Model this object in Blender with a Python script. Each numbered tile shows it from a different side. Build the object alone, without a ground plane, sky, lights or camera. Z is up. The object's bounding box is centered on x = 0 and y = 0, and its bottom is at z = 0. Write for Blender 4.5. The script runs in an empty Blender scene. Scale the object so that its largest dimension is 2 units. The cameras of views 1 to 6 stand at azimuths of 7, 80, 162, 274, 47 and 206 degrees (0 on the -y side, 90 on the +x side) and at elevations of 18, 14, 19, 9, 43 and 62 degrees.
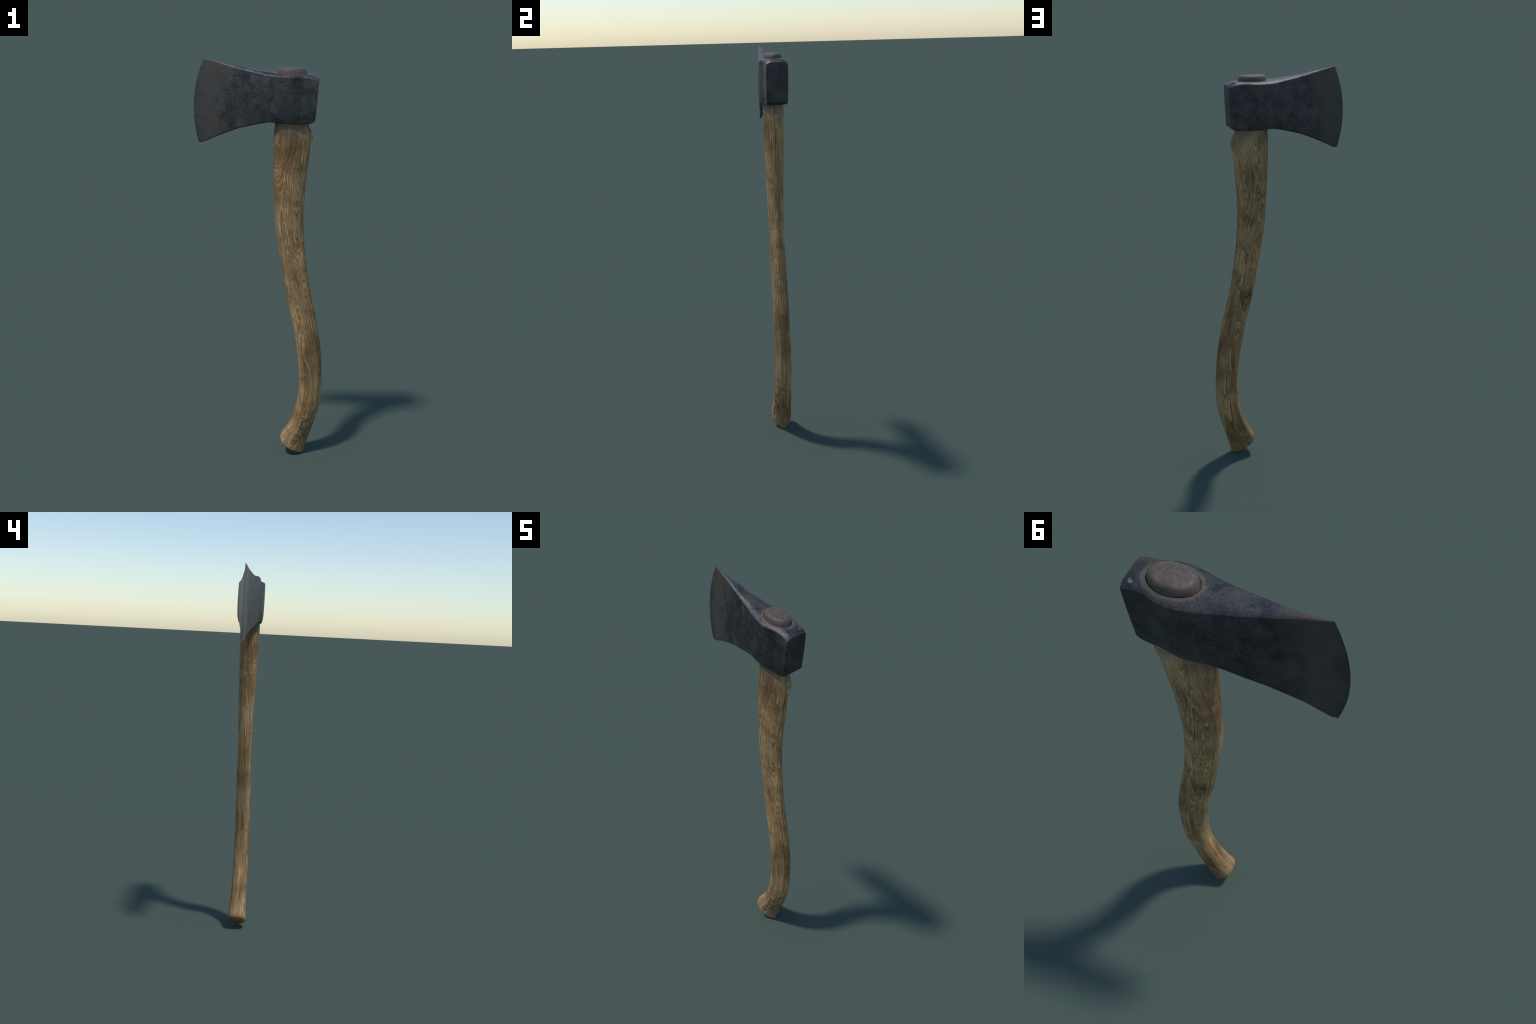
# A felling axe standing upright on the heel of its curved wooden handle:
# forged dark-steel head, eye with the handle's end driven through it, swollen knob at the foot, handwritten mark.
import bpy, bmesh, math
from mathutils import Vector, noise
from mathutils.bvhtree import BVHTree


# ------------------------------------------------------------------ helpers
def hermite(table, x):
    """Smooth interpolation of a sorted table of (x, value), slopes limited so it never overshoots."""
    n = len(table)
    if x <= table[0][0]:
        return table[0][1]
    if x >= table[-1][0]:
        return table[-1][1]
    sec = [(table[i + 1][1] - table[i][1]) / (table[i + 1][0] - table[i][0]) for i in range(n - 1)]

    def slope(i):
        if i == 0:
            return sec[0]
        if i == n - 1:
            return sec[-1]
        a, b = sec[i - 1], sec[i]
        return 0.0 if a * b <= 0 else 2 * a * b / (a + b)
    for i in range(n - 1):
        if x <= table[i + 1][0]:
            w = table[i + 1][0] - table[i][0]
            t = (x - table[i][0]) / w
            m0, m1 = slope(i) * w, slope(i + 1) * w
            return ((2 * t ** 3 - 3 * t ** 2 + 1) * table[i][1] + (t ** 3 - 2 * t ** 2 + t) * m0
                    + (-2 * t ** 3 + 3 * t ** 2) * table[i + 1][1] + (t ** 3 - t ** 2) * m1)


def catmull(points, u):
    """Catmull-Rom through a list of tuples, u in 0..1 spread evenly over the spans."""
    n = len(points) - 1
    f = min(max(u, 0.0), 1.0) * n
    i = min(int(f), n - 1)
    t = f - i
    p1, p2 = points[i], points[i + 1]
    p0 = points[i - 1] if i > 0 else tuple(2 * a - b for a, b in zip(p1, p2))
    p3 = points[i + 2] if i + 2 <= n else tuple(2 * b - a for a, b in zip(p1, p2))
    return tuple(0.5 * (2 * b + (c - a) * t + (2 * a - 5 * b + 4 * c - d) * t * t
                        + (3 * b - a - 3 * c + d) * t ** 3)
                 for a, b, c, d in zip(p0, p1, p2, p3))


def arc_table(points, samples=400):
    """Resample a Catmull-Rom curve by length: returns f(u)."""
    pts = [catmull(points, i / samples) for i in range(samples + 1)]
    acc = [0.0]
    for a, b in zip(pts, pts[1:]):
        acc.append(acc[-1] + math.dist(a, b))

    def f(u):
        target = u * acc[-1]
        lo, hi = 0, samples
        while hi - lo > 1:
            m = (lo + hi) // 2
            if acc[m] <= target:
                lo = m
            else:
                hi = m
        k = 0 if acc[hi] == acc[lo] else (target - acc[lo]) / (acc[hi] - acc[lo])
        return tuple(a + (b - a) * k for a, b in zip(pts[lo], pts[hi]))
    return f


def new_object(name, mesh, parent):
    ob = bpy.data.objects.new(name, mesh)
    bpy.context.scene.collection.objects.link(ob)
    ob.parent = parent
    return ob


def split_by_region(whole, regions, material):
    """Cut a finished mesh into named meshes by face centre; corner normals of the whole are kept."""
    me = whole.data
    normals = [tuple(c.vector) for c in me.corner_normals]
    made = {}
    for name, test in regions:
        made[name] = ([], [], {}, [])
    for p in me.polygons:
        for name, test in regions:
            if test(p.center):
                verts, faces, index, nor = made[name]
                face = []
                for li in p.loop_indices:
                    vi = me.loops[li].vertex_index
                    if vi not in index:
                        index[vi] = len(verts)
                        verts.append(tuple(me.vertices[vi].co))
                    face.append(index[vi])
                    nor.append(normals[li])
                faces.append(face)
                break
    out = {}
    for name, (verts, faces, index, nor) in made.items():
        m = bpy.data.meshes.new(name)
        m.from_pydata(verts, [], faces)
        m.shade_smooth()
        m.normals_split_custom_set(nor)
        m.materials.append(material)
        out[name] = m
    bpy.data.objects.remove(whole)
    return out


def apply_modifiers(ob):
    dg = bpy.context.evaluated_depsgraph_get()
    me = bpy.data.meshes.new_from_object(ob.evaluated_get(dg))
    ob.modifiers.clear()
    ob.data = me


# ------------------------------------------------------------------ node helpers
class Nodes:
    def __init__(self, name):
        self.mat = bpy.data.materials.new(name)
        self.mat.use_nodes = True
        self.t = self.mat.node_tree
        self.t.nodes.clear()
        self.out = self.t.nodes.new("ShaderNodeOutputMaterial")
        self.bsdf = self.t.nodes.new("ShaderNodeBsdfPrincipled")
        self.t.links.new(self.bsdf.outputs[0], self.out.inputs[0])
        self.coord = self.t.nodes.new("ShaderNodeTexCoord").outputs["Object"]

    def put(self, sock, v):
        if isinstance(v, bpy.types.NodeSocket):
            self.t.links.new(v, sock)
        elif isinstance(v, (tuple, list)) and len(v) == 3 and sock.type == 'RGBA':
            sock.default_value = (*v, 1)
        else:
            sock.default_value = v

    def math(self, op, a, b=0.0, c=0.0, clamp=False):
        n = self.t.nodes.new("ShaderNodeMath")
        n.operation = op
        n.use_clamp = clamp
        for i, v in enumerate((a, b, c)):
            self.put(n.inputs[i], v)
        return n.outputs[0]

    def ramp01(self, v, lo, hi):
        n = self.t.nodes.new("ShaderNodeMapRange")
        n.interpolation_type = 'SMOOTHSTEP'
        self.put(n.inputs[0], v)
        n.inputs[1].default_value, n.inputs[2].default_value = lo, hi
        return n.outputs[0]

    def sep(self, v):
        n = self.t.nodes.new("ShaderNodeSeparateXYZ")
        self.put(n.inputs[0], v)
        return n.outputs

    def vec(self, x, y, z):
        n = self.t.nodes.new("ShaderNodeCombineXYZ")
        for i, v in enumerate((x, y, z)):
            self.put(n.inputs[i], v)
        return n.outputs[0]

    def scale(self, v, s, loc=(0, 0, 0), rot=(0, 0, 0)):
        n = self.t.nodes.new("ShaderNodeMapping")
        self.put(n.inputs[0], v)
        n.inputs[1].default_value, n.inputs[2].default_value, n.inputs[3].default_value = loc, rot, s
        return n.outputs[0]

    def noise(self, v, scale=1.0, detail=2.0, rough=0.5, dist=0.0):
        n = self.t.nodes.new("ShaderNodeTexNoise")
        self.put(n.inputs["Vector"], v)
        n.inputs["Scale"].default_value = scale
        n.inputs["Detail"].default_value = detail
        n.inputs["Roughness"].default_value = rough
        n.inputs["Distortion"].default_value = dist
        return n.outputs[0]

    def colors(self, f, stops):
        n = self.t.nodes.new("ShaderNodeValToRGB")
        self.put(n.inputs[0], f)
        el = n.color_ramp.elements
        while len(el) < len(stops):
            el.new(0.5)
        for e, (p, c) in zip(el, stops):
            e.position = p
            e.color = (*c, 1)
        return n.outputs[0]

    def mix(self, f, a, b, mode='MIX'):
        n = self.t.nodes.new("ShaderNodeMix")
        n.data_type = 'RGBA'
        n.blend_type = mode
        self.put(n.inputs[0], f)
        self.put(n.inputs[6], a)
        self.put(n.inputs[7], b)
        return n.outputs[2]

    def bump(self, h, strength, dist):
        n = self.t.nodes.new("ShaderNodeBump")
        n.inputs["Strength"].default_value = strength
        n.inputs["Distance"].default_value = dist
        self.put(n.inputs["Height"], h)
        self.t.links.new(n.outputs[0], self.bsdf.inputs["Normal"])

    def set(self, **kw):
        for k, v in kw.items():
            self.put(self.bsdf.inputs[k.replace("_", " ")], v)


# ------------------------------------------------------------------ HANDLE shape
# Stations down the handle: front point (x, z), back point (x, z), half thickness in y.
HANDLE = [
    (.0685, 1.900, .207, 1.900, .0475),
    (.066, 1.800, .211, 1.800, .0490),
    (.0625, 1.715, .2185, 1.715, .0515),
    (.0595, 1.682, .2305, 1.682, .0520),
    (.0575, 1.655, .2385, 1.657, .0517),
    (.0565, 1.632, .2378, 1.636, .0513),
    (.0562, 1.580, .2290, 1.590, .0505),
    (.0580, 1.500, .2185, 1.500, .0480),
    (.0625, 1.380, .2085, 1.380, .0445),
    (.0690, 1.265, .2055, 1.265, .0418),
    (.0800, 1.170, .2095, 1.172, .0392),
    (.0955, 1.080, .2185, 1.084, .0375),
    (.1145, .970, .2340, .978, .0372),
    (.1320, .870, .2520, .880, .0385),
    (.1500, .790, .2695, .803, .0392),
    (.1700, .700, .2885, .713, .0398),
    (.1900, .590, .3070, .602, .0405),
    (.2015, .490, .3155, .495, .0415),
    (.2040, .400, .3190, .388, .0422),
    (.2005, .330, .3145, .308, .0422),
    (.1900, .270, .2990, .232, .0425),
    (.1730, .207, .2780, .160, .0438),
    (.1440, .148, .2580, .092, .0470),
    (.1232, .115, .2460, .053, .0500),
    (.1157, .098, .2395, .030, .0520),
    (.1145, .088, .2350, .0145, .0525),
    (.1165, .080, .2305, .0055, .0515),
]


EGG_BACK, EGG_FRONT_LOW, EGG_FRONT_HIGH = 1.54, 2.85, 2.35


def handle_station(u):
    return catmull(HANDLE, u)


def ring_point(st, a, inset=0.0, push=0.0):
    """Point at angle a of an egg-shaped ring: full, squarish front (a = pi), narrow ridged back (a = 0)."""
    fx, fz, bx, bz, b = st
    ca, sa = math.cos(a), math.sin(a)
    shift = .18                                  # widest place lies ahead of the middle
    high = min(1.0, max(0.0, (fz - .7) / .6))
    e = 2 / (EGG_BACK if ca > 0 else EGG_FRONT_LOW + (EGG_FRONT_HIGH - EGG_FRONT_LOW) * high)
    ca = math.copysign(abs(ca) ** e, ca)
    sa = math.copysign(abs(sa) ** e, sa)
    ca = ca * (1 + shift if ca > 0 else 1 - shift) - shift
    cx, cz = (fx + bx) / 2, (fz + bz) / 2
    hx, hz = (bx - fx) / 2, (bz - fz) / 2
    half = math.hypot(hx, hz)
    k = 1 - inset / half
    kb = 1 - inset / b
    nx, nz = hz / half, -hx / half          # out of the heel, down and forward
    return (cx + hx * k * ca + nx * push, b * kb * sa, cz + hz * k * ca + nz * push)


def build_handle():
    rings, seg = [], 96
    n = 330
    for i in range(n + 1):
        st = handle_station(i / n)
        rings.append([ring_point(st, 2 * math.pi * j / seg) for j in range(seg)])
    last = handle_station(1.0)
    for inset, push in ((.0014, .0010), (.0042, .0020), (.0085, .0026), (.014, .0030), (.022, .0034),
                        (.031, .0036), (.040, .0037), (.047, .0037)):
        rings.append([ring_point(last, 2 * math.pi * j / seg, inset, push) for j in range(seg)])
    verts = [p for r in rings for p in r]
    faces = []
    for i in range(len(rings) - 1):
        for j in range(seg):
            k = (j + 1) % seg
            faces.append((i * seg + j, (i + 1) * seg + j, (i + 1) * seg + k, i * seg + k))
    faces.append(tuple(reversed(range((len(rings) - 1) * seg, len(rings) * seg)))[::-1])
    faces.append(tuple(reversed(range(seg))))
    me = bpy.data.meshes.new("handle")
    me.from_pydata(verts, [], faces)
    bm = bmesh.new()
    bm.from_mesh(me)
    bmesh.ops.recalc_face_normals(bm, faces=bm.faces)
    bm.to_mesh(me)
    bm.free()
    # settle exactly on the ground
    low = min(v.co.z for v in me.vertices)
    for v in me.vertices:
        w = max(0.0, 1 - v.co.z / 0.5)
        v.co.z -= low * w
    # hand-shaved surface: long shallow flats and a faint ribbing along the grain
    for v, n in zip(me.vertices, [x.normal.copy() for x in me.vertices]):
        p = v.co.copy()
        along = Vector((p.x * 30, p.y * 30, p.z * 5))
        rib = Vector((p.x * 170, p.y * 170, p.z * 6))
        d = .0011 * noise.noise(along) + .00045 * noise.noise(rib)
        fade = min(1.0, p.z / .02)
        v.co = p + n * d * fade
    me.shade_smooth()
    return me


# ------------------------------------------------------------------ HEAD shape (x, z outlines)
CUTTING_EDGE = [(-.2975, 1.614), (-.3085, 1.662), (-.3168, 1.715), (-.3195, 1.762), (-.3192, 1.792),
                (-.3145, 1.846), (-.3040, 1.900), (-.2885, 1.952), (-.2690, 2.0)]
BOTTOM_LINE = [(-.2975, 1.614), (-.273, 1.6155), (-.206, 1.646), (-.115, 1.6825), (-.033, 1.7055), (.018, 1.7165),
               (.045, 1.7205), (.075, 1.7200), (.115, 1.7182), (.170, 1.7165), (.213, 1.7175), (.235, 1.7210), (.2455, 1.7285)]
TOP_LINE = [(-.2690, 2.0), (-.235, 1.9935), (-.16, 1.9775), (-.11, 1.9668), (-.05, 1.9565), (.0, 1.9488), (.05, 1.9430),
            (.10, 1.9410), (.17, 1.9405), (.21, 1.9382), (.241, 1.9322), (.2566, 1.9240)]
# half thickness against x measured along the top line
HALF_WIDTH = [(-.2690, .0004), (-.250, .0040), (-.225, .0068), (-.185, .0115), (-.12, .0238), (-.03, .0408), (.0, .0463),
              (.04, .0545), (.08, .0640), (.105, .0685), (.130, .0700), (.152, .0680), (.176, .0615), (.200, .0558),
              (.23, .0540), (.2566, .0535)]

EYE_X, EYE_TOP, EYE_LOW = .1375, (.0710, .0475), (.0800, .0530)


def build_head():
    top, bottom, edge = arc_table(TOP_LINE), arc_table(BOTTOM_LINE), arc_table(CUTTING_EDGE)
    p00, p10 = BOTTOM_LINE[0], BOTTOM_LINE[-1]
    p01, p11 = TOP_LINE[0], TOP_LINE[-1]

    def poll(t):
        return tuple(a + (b - a) * t for a, b in zip(p10, p11))

    def side(s, t):
        b, c, l, r = bottom(s), top(s), edge(t), poll(t)
        return tuple((1 - t) * b[i] + t * c[i] + (1 - s) * l[i] + s * r[i]
                     - ((1 - s) * (1 - t) * p00[i] + s * (1 - t) * p10[i] + (1 - s) * t * p01[i] + s * t * p11[i])
                     for i in (0, 1))

    stations = 150
    side_n, top_n, low_n = 44, 26, 18

    def section(s, inset=0.0, push=0.0):
        """Closed loop of points across the head at station s."""
        xt = top(s)[0]
        h = hermite(HALF_WIDTH, xt)
        crown = min(.0095, .17 * h)
        low_crown = min(.0015, .05 * h)
        ztop, zlow = top(s)[1], bottom(s)[1]
        height = ztop - zlow

        def wide(t):
            belly = 1 + .045 * max(0.0, min(1.0, (xt + .05) / .1)) * (1 - ((t - .58) / .58) ** 2) - .045 * .7
            if t < .25:
                belly -= .10 * (1 - t / .25) ** 2 * max(0.0, min(1.0, (xt + .02) / .08)) * max(0.0, min(1.0, (.22 - xt) / .06))
            return h * belly

        def place(y, t, dz):
            x, z = side(s, t)
            z += dz
            if inset:
                cz = (ztop + zlow) / 2
                z = cz + (z - cz) * (1 - 2 * inset / height)
                y *= 1 - inset / h
            return (x + push, y, z)

        r = min(.0045, .35 * h)
        tr = r / height
        lo, hi = low_crown / height + tr, 1 - crown / height - tr
        pts = []
        for i in range(side_n + 1):                                   # +y side, going up
            t = lo + (hi - lo) * i / side_n
            pts.append(place(wide(t), t, 0))
        ht = wide(hi)
        for k in (.33, .66):                                          # worn corner under the crown
            q = (ht - r * k * k * .9, hi + tr * (2 * k - k * k) * .75)
            pts.append(place(q[0], q[1], 0))
        yc = ht - r * .9
        for i in range(top_n + 1):                                    # crowned top
            y = yc * (1 - 2 * i / top_n)
            pts.append(place(y, 1.0, -crown * max(0.0, (abs(y / ht) - .55) / .45) ** 1.3 - 0.25 * r * (abs(y) / ht) ** 12))
        for k in (.66, .33):
            q = (ht - r * k * k * .9, hi + tr * (2 * k - k * k) * .75)
            pts.append(place(-q[0], q[1], 0))
        for i in range(side_n + 1):                                   # -y side, going down
            t = hi - (hi - lo) * i / side_n
            pts.append(place(-wide(t), t, 0))
        hl = wide(lo)
        for k in (.33, .66):
            q = (hl - r * k * k * .9, lo - tr * (2 * k - k * k) * .8)
            pts.append(place(-q[0], q[1], 0))
        yl = hl - r * .9
        for i in range(low_n + 1):
            y = -yl * (1 - 2 * i / low_n)
            pts.append(place(y, 0.0, low_crown * abs(y / hl) ** 3))
        for k in (.66, .33):
            q = (hl - r * k * k * .9, lo - tr * (2 * k - k * k) * .8)
            pts.append(place(q[0], q[1], 0))
        return pts

    loops = [section((i / stations) ** 1.12) for i in range(stations + 1)]
    r = .0052
    for a in (22, 45, 68, 90):
        a = math.radians(a)
        loops.append(section(1.0, r * (1 - math.cos(a)), r * math.sin(a) * .55))
    loops.append(section(1.0, r * 1.8, r * .6))
    seg = len(loops[0])
    verts = [p for l in loops for p in l]
    faces = []
    for i in range(len(loops) - 1):
        for j in range(seg):
            k = (j + 1) % seg
            faces.append((i * seg + j, i * seg + k, (i + 1) * seg + k, (i + 1) * seg + j))
    faces.append(tuple(range(seg)))
    faces.append(tuple(range((len(loops) - 1) * seg, len(loops) * seg)))
    me = bpy.data.meshes.new("axe_head")
    me.from_pydata(verts, [], faces)
    bm = bmesh.new()
    bm.from_mesh(me)
    bmesh.ops.remove_doubles(bm, verts=bm.verts, dist=.00005)
    bmesh.ops.recalc_face_normals(bm, faces=bm.faces)
    bm.to_mesh(me)
    bm.free()
    return me


def eye_cutter():
    """Tapered oval pin that opens the eye of the head."""
    seg = 96
    verts = []
    for z, (a, b) in ((1.60, EYE_LOW), (1.735, EYE_LOW), (1.90, EYE_TOP), (2.0, EYE_TOP)):
        verts += [(EYE_X + a * math.cos(2 * math.pi * j / seg), b * math.sin(2 * math.pi * j / seg), z) for j in range(seg)]
    faces = [(i * seg + j, i * seg + (j + 1) % seg, (i + 1) * seg + (j + 1) % seg, (i + 1) * seg + j)
             for i in range(3) for j in range(seg)]
    faces += [tuple(reversed(range(seg))), tuple(range(3 * seg, 4 * seg))]
    me = bpy.data.meshes.new("eye_cutter")
    me.from_pydata(verts, [], faces)
    return me


DENT = (.234, .0320, 1.9335)


def dent_cutter():
    me = bpy.data.meshes.new("dent_cutter")
    bm = bmesh.new()
    bmesh.ops.create_uvsphere(bm, u_segments=24, v_segments=16, radius=.0095)
    for v in bm.verts:
        v.co += Vector(DENT)
    bm.to_mesh(me)
    bm.free()
    return me


def build_handle_end():
    """Domed end of the handle standing proud of the eye."""
    profile = [(1.0, 1.88), (1.0, 1.931), (.992, 1.9365), (.980, 1.9420), (.963, 1.9470), (.937, 1.9515), (.905, 1.9558),
               (.862, 1.9595), (.81, 1.9625), (.745, 1.9643), (.65, 1.9652), (.50, 1.9656), (.30, 1.9658), (.12, 1.9658)]
    seg = 72
    fine = []
    for (k0, z0), (k1, z1) in zip(profile, profile[1:]):
        fine += [(k0, z0), ((k0 + k1) / 2, (z0 + z1) / 2)]
    fine.append(profile[-1])
    verts, faces = [], []
    for k, z in fine:
        for j in range(seg):
            a = 2 * math.pi * j / seg
            verts.append((EYE_X + .0700 * k * math.cos(a), .0465 * k * math.sin(a), z
                          - .0025 * (.0700 * k * math.cos(a)) / .07))
    for i in range(len(fine) - 1):
        for j in range(seg):
            k = (j + 1) % seg
            faces.append((i * seg + j, i * seg + k, (i + 1) * seg + k, (i + 1) * seg + j))
    faces.append(tuple(range((len(fine) - 1) * seg, len(fine) * seg)))
    me = bpy.data.meshes.new("handle_end")
    me.from_pydata(verts, [], faces)
    me.shade_smooth()
    return me


# ------------------------------------------------------------------ HANDWRITING
# strokes in millimetres: along the line of writing, and up from it
STROKES = [
    [(1.8, -1.1), (5.7, 7.3), (6.4, 14.9), (10.1, 22.6), (10.7, 29.2)],
    [(-1.3, 26.7), (8.6, 29.9), (16.9, 30.1), (21.0, 27.0), (18.9, 20.4), (14.4, 17.2)],
    [(20.5, 2.6), (20.1, 11.4), (26.1, 17.9), (34.5, 16.6), (39.7, 12.3), (37.9, 8.2), (29.7, 9.9), (26.5, 3.9)],
    [(39.7, 12.3), (45.0, 14.6), (48.7, 18.5)],
    [(52.3, 6.6), (52.6, 15.3), (56.9, 25.5), (60.5, 33.4)],
    [(52.3, 6.6), (61.5, 8.8), (64.8, 14.9), (57.0, 16.0), (68.2, 16.7), (70.7, 24.6), (64.4, 23.7)],
    [(75.5, 12.8), (76.5, 7.9), (82.3, 12.3), (87.1, 18.6)],
    [(106.1, 17.4), (100.7, 13.2), (102.4, 7.0), (110.0, 3.6), (117.3, 6.2), (119.5, 12.1), (113.9, 16.3),
     (106.6, 17.6), (104.2, 26.2), (109.7, 30.7), (119.5, 28.6), (117.1, 21.3)],
    [(136.4, -0.8), (138.0, 7.7), (142.5, 19.1), (133.8, 24.7), (144.1, 25.0), (154.9, 20.8), (159.2, 12.9),
     (154.9, 4.3), (146.7, -0.5), (136.4, -0.8)],
]
WRITE_FROM = Vector((.227, 0, .224))
WRITE_ALONG = Vector((-.345, 0, -.938)).normalized()
WRITE_UP = Vector((.938, 0, -.345)).normalized()


def build_writing(handle_mesh):
    bm = bmesh.new()
    bm.from_mesh(handle_mesh)
    tree = BVHTree.FromBMesh(bm)
    bm.free()
    out = bmesh.new()
    radius, sunk, sides = .0025, .0015, 8
    for stroke in STROKES:
        n = 7 * (len(stroke) - 1)
        path = []
        for i in range(n + 1):
            a, b = catmull(stroke, i / n)
            p = WRITE_FROM + WRITE_ALONG * (a / 1000) + WRITE_UP * (b / 1000)
            hit, nor, _, _ = tree.ray_cast(Vector((p.x, -.3, p.z)), Vector((0, 1, 0)))
            if hit:
                path.append((hit, nor))
        rings = []
        for i, (hit, nor) in enumerate(path):
            d = (path[min(i + 1, len(path) - 1)][0] - path[max(i - 1, 0)][0]).normalized()
            across = d.cross(nor).normalized()
            pressure = radius * (1 + .22 * math.sin(i * .9) - (.45 if i in (0, len(path) - 1) else 0))
            c = hit - nor * sunk
            rings.append([out.verts.new(c + across * (pressure * math.cos(2 * math.pi * k / sides))
                                        + nor * (pressure * math.sin(2 * math.pi * k / sides))) for k in range(sides)])
        for r0, r1 in zip(rings, rings[1:]):
            for k in range(sides):
                out.faces.new((r0[k], r0[(k + 1) % sides], r1[(k + 1) % sides], r1[k]))
        out.faces.new(rings[0])
        out.faces.new(rings[-1])
    bmesh.ops.recalc_face_normals(out, faces=out.faces)
    me = bpy.data.meshes.new("handwriting")
    out.to_mesh(me)
    out.free()
    me.shade_smooth()
    return me


# ------------------------------------------------------------------ MATERIALS
def wood_material():
    m = Nodes("weathered_ash_wood")
    x, y, z = m.sep(m.coord)[:3]
    # grain follows the bend: subtract the handle's centre line from x
    fc = m.t.nodes.new("ShaderNodeFloatCurve")
    pts = fc.mapping.curves[0].points
    line = [((s[1] + s[3]) / 2, (s[0] + s[2]) / 2) for s in reversed(HANDLE)]
    line = [line[0]] + line[3:-2:2] + [line[-1]]
    while len(pts) < len(line):
        pts.new(.5, .5)
    for p, (zz, xx) in zip(pts, line):
        p.location = (zz / 2, xx * 2)
    fc.mapping.update()
    m.put(fc.inputs["Value"], m.math('MULTIPLY', z, .5))
    cx = m.math('MULTIPLY', fc.outputs[0], .5)
    xs = m.math('SUBTRACT', x, cx)
    p = m.vec(xs, y, z)

    # growth rings lie nearly flat across the thickness: cathedrals on the broad sides, straight lines on the edges
    wob = m.noise(m.scale(p, (12, 4, 1.55)), 1.0, 1.0, .35, .15)
    wob2 = m.noise(m.scale(p, (30, 15, 6), (3, 1, 5)), 1.0, 1.0, .5)
    broad = m.ramp01(m.math('ABSOLUTE', y), .004, .036)
    ring = m.math('ADD', m.math('MULTIPLY', y, 230),
                  m.math('MULTIPLY', m.math('MULTIPLY_ADD', broad, 28.0, 2.5), wob))
    ring = m.math('ADD', ring, m.math('MULTIPLY', wob2, 1.2))
    ring = m.math('ADD', ring, m.math('MULTIPLY', xs, 105))
    ph = m.math('FRACT', ring)
    year = m.noise(m.vec(m.math('FLOOR', ring), 0.0, m.math('MULTIPLY', z, 5)), .73, 2.0)
    base = m.colors(ph, [(0, (.315, .202, .095)), (.10, (.480, .345, .185)), (.24, (.355, .233, .112)),
                         (.60, (.300, .188, .084)), (.84, (.215, .128, .054)), (.95, (.145, .082, .033)),
                         (1.0, (.315, .202, .095))])
    tone = m.colors(year, [(.36, (.58, .53, .46)), (.5, (.98, .96, .92)), (.63, (1.22, 1.21, 1.18))])
    col = m.mix(.9, base, tone, 'MULTIPLY')
    # close straight reed lines, strongest on the edges of the handle
    reed = m.noise(m.vec(m.math('MULTIPLY_ADD', xs, 170, m.math('MULTIPLY', y, 290)), 0.0, m.math('MULTIPLY', z, 2.2)), 1.0, 1.0, .4)
    col = m.mix(m.math('SUBTRACT', .95, m.math('MULTIPLY', broad, .50)), col,
                m.colors(reed, [(.36, (.50, .45, .39)), (.5, (1, .98, .95)), (.63, (1.34, 1.33, 1.29))]), 'MULTIPLY')
    # fine fibres along the handle
    fib = m.noise(m.scale(p, (300, 300, 10)), 1.0, 3.0, .6)
    col = m.mix(.6, col, m.colors(fib, [(.32, (.50, .47, .44)), (.5, (1, 1, 1)), (.68, (1.38, 1.37, 1.34))]), 'MULTIPLY')
    # broad stains with ragged borders and faint bands across
    stain = m.noise(m.scale(p, (9, 9, 10), (1, 4, 2)), 1.0, 4.0, .62, .6)
    col = m.mix(m.math('MULTIPLY', m.ramp01(stain, .525, .59), .48), col, m.mix(fib, (.105, .052, .019), (.190, .106, .044)))
    pale = m.noise(m.scale(p, (8, 8, 6), (7, 2, 9)), 1.0, 3.0, .5, .4)
    col = m.mix(m.math('MULTIPLY', m.ramp01(pale, .51, .67), .34), col, m.mix(fib, (.30, .205, .105), (.52, .385, .22)))
    band = m.noise(m.scale(p, (30, 30, 45), (2, 8, 1)), 1.0, 3.0, .65)
    col = m.mix(m.math('MULTIPLY', m.ramp01(band, .55, .68), .30), col, (.120, .066, .028))
    # darker and paler lengths
    length = m.noise(m.scale(p, (3, 3, 3.2), (4, 4, 1.7)), 1.0, 2.0, .6)
    col = m.mix(1.0, col, m.colors(length, [(.37, (.74, .69, .62)), (.5, (1.08, 1.05, 1.0)), (.63, (1.36, 1.34, 1.28))]), 'MULTIPLY')
    # dark flecks
    fleck = m.noise(m.scale(p, (90, 90, 60), (5, 5, 5)), 1.0, 2.0, .5)
    col = m.mix(m.math('MULTIPLY', m.ramp01(fleck, .70, .76), .5), col, (.06, .036, .018))
    # wood colour darkened to grey-brown below the head, with a ragged lower border
    gz = m.math('ADD', z, m.math('MULTIPLY', m.math('SUBTRACT', m.noise(m.scale(p, (22, 22, 5)), 1.0, 3.0), .5), .22))
    col = m.mix(m.math('MULTIPLY', m.ramp01(gz, 1.61, 1.70), .60), col, m.mix(fib, (.080, .066, .052), (.150, .125, .098)))
    # handled, reddened knob
    kz = m.math('ADD', z, m.math('MULTIPLY', m.math('SUBTRACT', stain, .5), .2))
    col = m.mix(m.math('MULTIPLY', m.ramp01(kz, .17, .02), .42), col, (.175, .104, .060))
    m.set(Base_Color=col, Roughness=m.math('ADD', .58, m.math('MULTIPLY', fib, .2)))
    m.bsdf.inputs["Specular IOR Level"].default_value = .35
    h = m.math('ADD', m.math('MULTIPLY', reed, .8), fib)
    m.bump(h, .5, .0016)
    return m.mat


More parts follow.
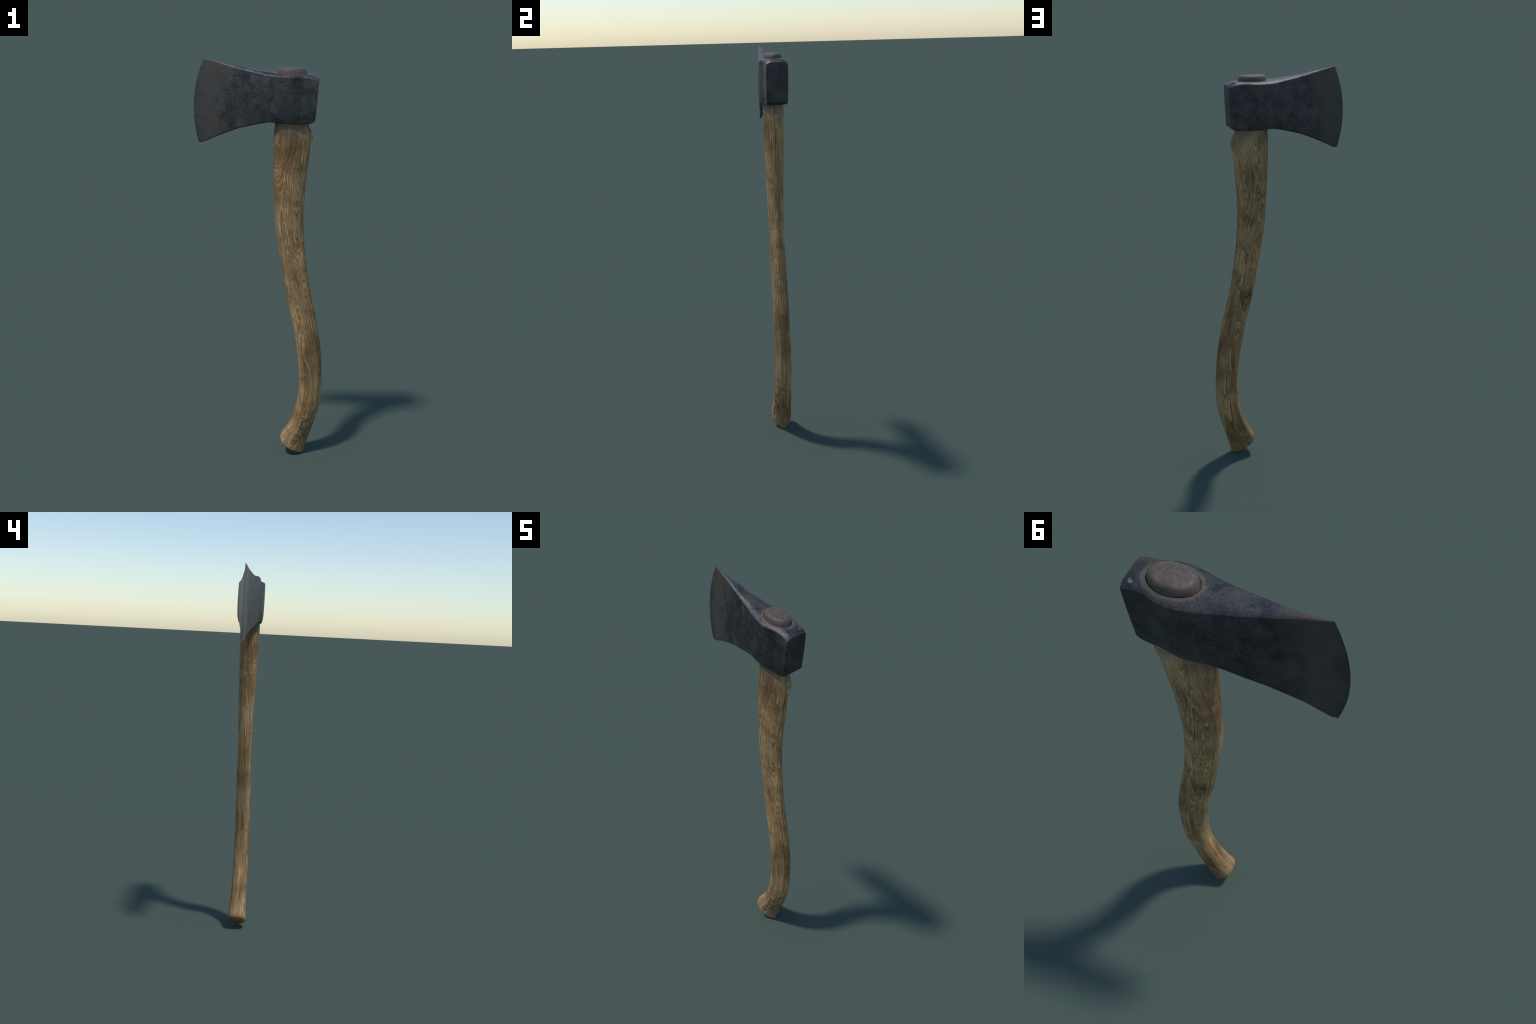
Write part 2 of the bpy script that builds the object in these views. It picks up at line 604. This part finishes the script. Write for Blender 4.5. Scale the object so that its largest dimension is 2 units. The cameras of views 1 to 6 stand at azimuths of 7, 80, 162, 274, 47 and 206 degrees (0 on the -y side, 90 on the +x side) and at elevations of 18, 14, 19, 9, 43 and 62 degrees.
def end_wood_material():
    """End grain of the handle, grey-brown and polished by hammering."""
    m = Nodes("end_grain_wood")
    a = m.noise(m.coord, 95, 4, .65)
    b = m.noise(m.scale(m.coord, (1, 1, 1), (3, 3, 3)), 26, 3, .6)
    col = m.colors(a, [(.3, (.049, .035, .026)), (.5, (.083, .062, .047)), (.7, (.124, .095, .073))])
    col = m.mix(m.math('MULTIPLY', m.ramp01(b, .5, .62), .45), col, (.060, .051, .046))
    spot = m.noise(m.coord, 260, 2, .5)
    col = m.mix(m.math('MULTIPLY', m.ramp01(spot, .62, .72), .4), col, (.17, .14, .115))
    m.set(Base_Color=col, Roughness=.62)
    m.bump(a, .25, .001)
    return m.mat


def steel_material():
    m = Nodes("forged_dark_steel")
    x, y, z = m.sep(m.coord)[:3]
    fine = m.noise(m.coord, 190, 4, .7)
    mid = m.noise(m.scale(m.coord, (1, 1, 1), (2, 5, 1), (0, .7, 0)), 24, 5, .65, .3)
    base = m.colors(mid, [(.30, (.032, .032, .033)), (.5, (.058, .058, .060)), (.7, (.094, .094, .096))])
    base = m.mix(.6, base, m.colors(fine, [(.32, (.45, .45, .45)), (.5, (1, 1, 1)), (.70, (1.75, 1.75, 1.77))]), 'MULTIPLY')
    # diagonal scuffs
    scuff = m.noise(m.scale(m.coord, (160, 40, 12), (0, 0, 0), (0, math.radians(-38), 0)), 1.0, 3.0, .6)
    base = m.mix(m.math('MULTIPLY', m.ramp01(scuff, .56, .72), .28), base, (.130, .133, .138))
    speck = m.noise(m.coord, 330, 2, .6)
    base = m.mix(m.math('MULTIPLY', m.ramp01(speck, .60, .72), .45), base, (.21, .215, .225))
    pit = m.noise(m.scale(m.coord, (1, 1, 1.4), (3, 0, 1)), 34, 2, .5)
    base = m.mix(m.math('MULTIPLY', m.ramp01(pit, .66, .74), .65), base, (.020, .020, .021))
    # distance from the curved cutting edge (an arc round a point behind the poll)
    dx = m.math('SUBTRACT', x, .145)
    dz = m.math('SUBTRACT', z, 1.785)
    rad = m.math('SQRT', m.math('ADD', m.math('MULTIPLY', dx, dx), m.math('MULTIPLY', dz, dz)))
    ragged = m.math('ADD', rad, m.math('MULTIPLY', m.math('SUBTRACT', m.noise(m.coord, 14, 5, .65), .5), .24))
    ground = m.ramp01(ragged, .325, .415)
    brush = m.noise(m.scale(m.coord, (9, 60, 240)), 1.0, 4.0, .7, .3)
    polished = m.colors(brush, [(.3, (.064, .065, .065)), (.5, (.082, .083, .083)), (.7, (.104, .105, .105))])
    col = m.mix(m.math('MULTIPLY', ground, .8), base, polished)
    # brown bloom where the ground bevel begins, strong on one cheek; faint traces elsewhere
    rn = m.noise(m.scale(m.coord, (9, 12, 9), (4, 3, 6)), 1.0, 5.0, .65, .3)
    warped = m.math('ADD', rad, m.math('MULTIPLY', m.math('SUBTRACT', rn, .5), .26))
    bloom = m.math('MULTIPLY', m.ramp01(warped, .315, .375), m.ramp01(warped, .455, .405))
    traces = m.math('MULTIPLY', m.ramp01(m.noise(m.scale(m.coord, (13, 13, 11), (8, 1, 2)), 1.0, 5.0, .68, .5), .49, .62), .42)
    rust = m.math('ADD', m.math('MULTIPLY', bloom, .66), traces, clamp=True)
    rust_side = m.math('SUBTRACT', 1.0, m.math('MULTIPLY', m.ramp01(y, -.001, .004), .25))
    rust = m.math('MULTIPLY', rust, rust_side)
    # rust ring round the eye, on the top only
    ex = m.math('DIVIDE', m.math('SUBTRACT', x, EYE_X), .0725)
    ey = m.math('DIVIDE', y, .0490)
    er = m.math('SQRT', m.math('ADD', m.math('MULTIPLY', ex, ex), m.math('MULTIPLY', ey, ey)))
    er = m.math('ADD', er, m.math('MULTIPLY', m.math('SUBTRACT', m.noise(m.coord, 70, 3), .5), .22))
    ring = m.math('MULTIPLY', m.ramp01(er, 1.26, 1.06), m.ramp01(z, 1.926, 1.932))
    rust_col = m.mix(fine, (.042, .033, .026), (.098, .076, .058))
    col = m.mix(rust, col, rust_col)
    col = m.mix(m.math('MULTIPLY', ring, .65), col, (.092, .066, .047))
    # bright metal bared inside the dent
    d = m.t.nodes.new("ShaderNodeVectorMath")
    d.operation = 'DISTANCE'
    m.put(d.inputs[0], m.coord)
    d.inputs[1].default_value = DENT
    bare = m.ramp01(d.outputs["Value"], .0100, .0092)
    col = m.mix(m.math('MULTIPLY', bare, .8), col, (.15, .15, .16))
    anyrust = m.math('MAXIMUM', rust, ring)
    m.set(Base_Color=col, Metallic=m.math('MULTIPLY', m.math('SUBTRACT', 1.0, m.math('MAXIMUM', anyrust, bare)), .72),
          Roughness=m.math('ADD', m.math('MULTIPLY', fine, .25), m.math('MULTIPLY_ADD', bare, .25, .33)))
    pits = m.math('ADD', m.math('MULTIPLY', fine, .6), mid)
    h = m.math('ADD', m.math('MULTIPLY', m.math('SUBTRACT', pits, m.math('MULTIPLY', m.ramp01(pit, .67, .78), .4)), m.math('SUBTRACT', 1.0, m.math('MULTIPLY', ground, .8))),
               m.math('MULTIPLY', brush, .15))
    m.bump(h, .7, .0024)
    return m.mat


def ink_material():
    m = Nodes("burnt_brown_ink")
    n = m.noise(m.coord, 400, 2)
    m.set(Base_Color=m.colors(n, [(.35, (.026, .017, .012)), (.65, (.050, .034, .023))]), Roughness=.7)
    return m.mat


# ------------------------------------------------------------------ ASSEMBLY
wood, end_wood, steel, ink = wood_material(), end_wood_material(), steel_material(), ink_material()

axe = bpy.data.objects.new("felling_axe", None)
bpy.context.scene.collection.objects.link(axe)
axe["label"] = "worn felling axe with dark steel head and curved wooden handle"
axe["category"] = "axe"

# handle: long grip and swollen knob, one smooth surface
handle_mesh = build_handle()
whole = new_object("handle_whole", handle_mesh, None)
writing_mesh = build_writing(handle_mesh)


def in_knob(c):
    return c.z < .17 - (c.x - .21) * .45


parts = split_by_region(whole, [("handle_knob", in_knob), ("handle", lambda c: True)], wood)
handle = new_object("handle", parts["handle"], axe)
new_object("handle_knob", parts["handle_knob"], handle)
end_mesh = build_handle_end()
end_mesh.materials.append(end_wood)
new_object("handle_end", end_mesh, handle)
writing_mesh.materials.append(ink)
new_object("handwriting", writing_mesh, handle)

# head: eye and cheeks with blade and poll, one smooth surface
head_whole = new_object("head_whole", build_head(), None)
cutters = [new_object("eye_cutter", eye_cutter(), None), new_object("dent_cutter", dent_cutter(), None)]
for c in cutters:
    mod = head_whole.modifiers.new("cut", 'BOOLEAN')
    mod.operation = 'DIFFERENCE'
    mod.solver = 'EXACT'
    mod.object = c
bpy.context.view_layer.update()
apply_modifiers(head_whole)
for c in cutters:
    bpy.data.objects.remove(c)
hm = head_whole.data
hm.materials.clear()
hm.shade_smooth()
hm.set_sharp_from_angle(angle=math.radians(38))
parts = split_by_region(head_whole, [("blade", lambda c: c.x < -.02), ("poll", lambda c: c.x > .216),
                                     ("axe_head", lambda c: True)], steel)
head = new_object("axe_head", parts["axe_head"], axe)
new_object("blade", parts["blade"], head)
new_object("poll", parts["poll"], head)
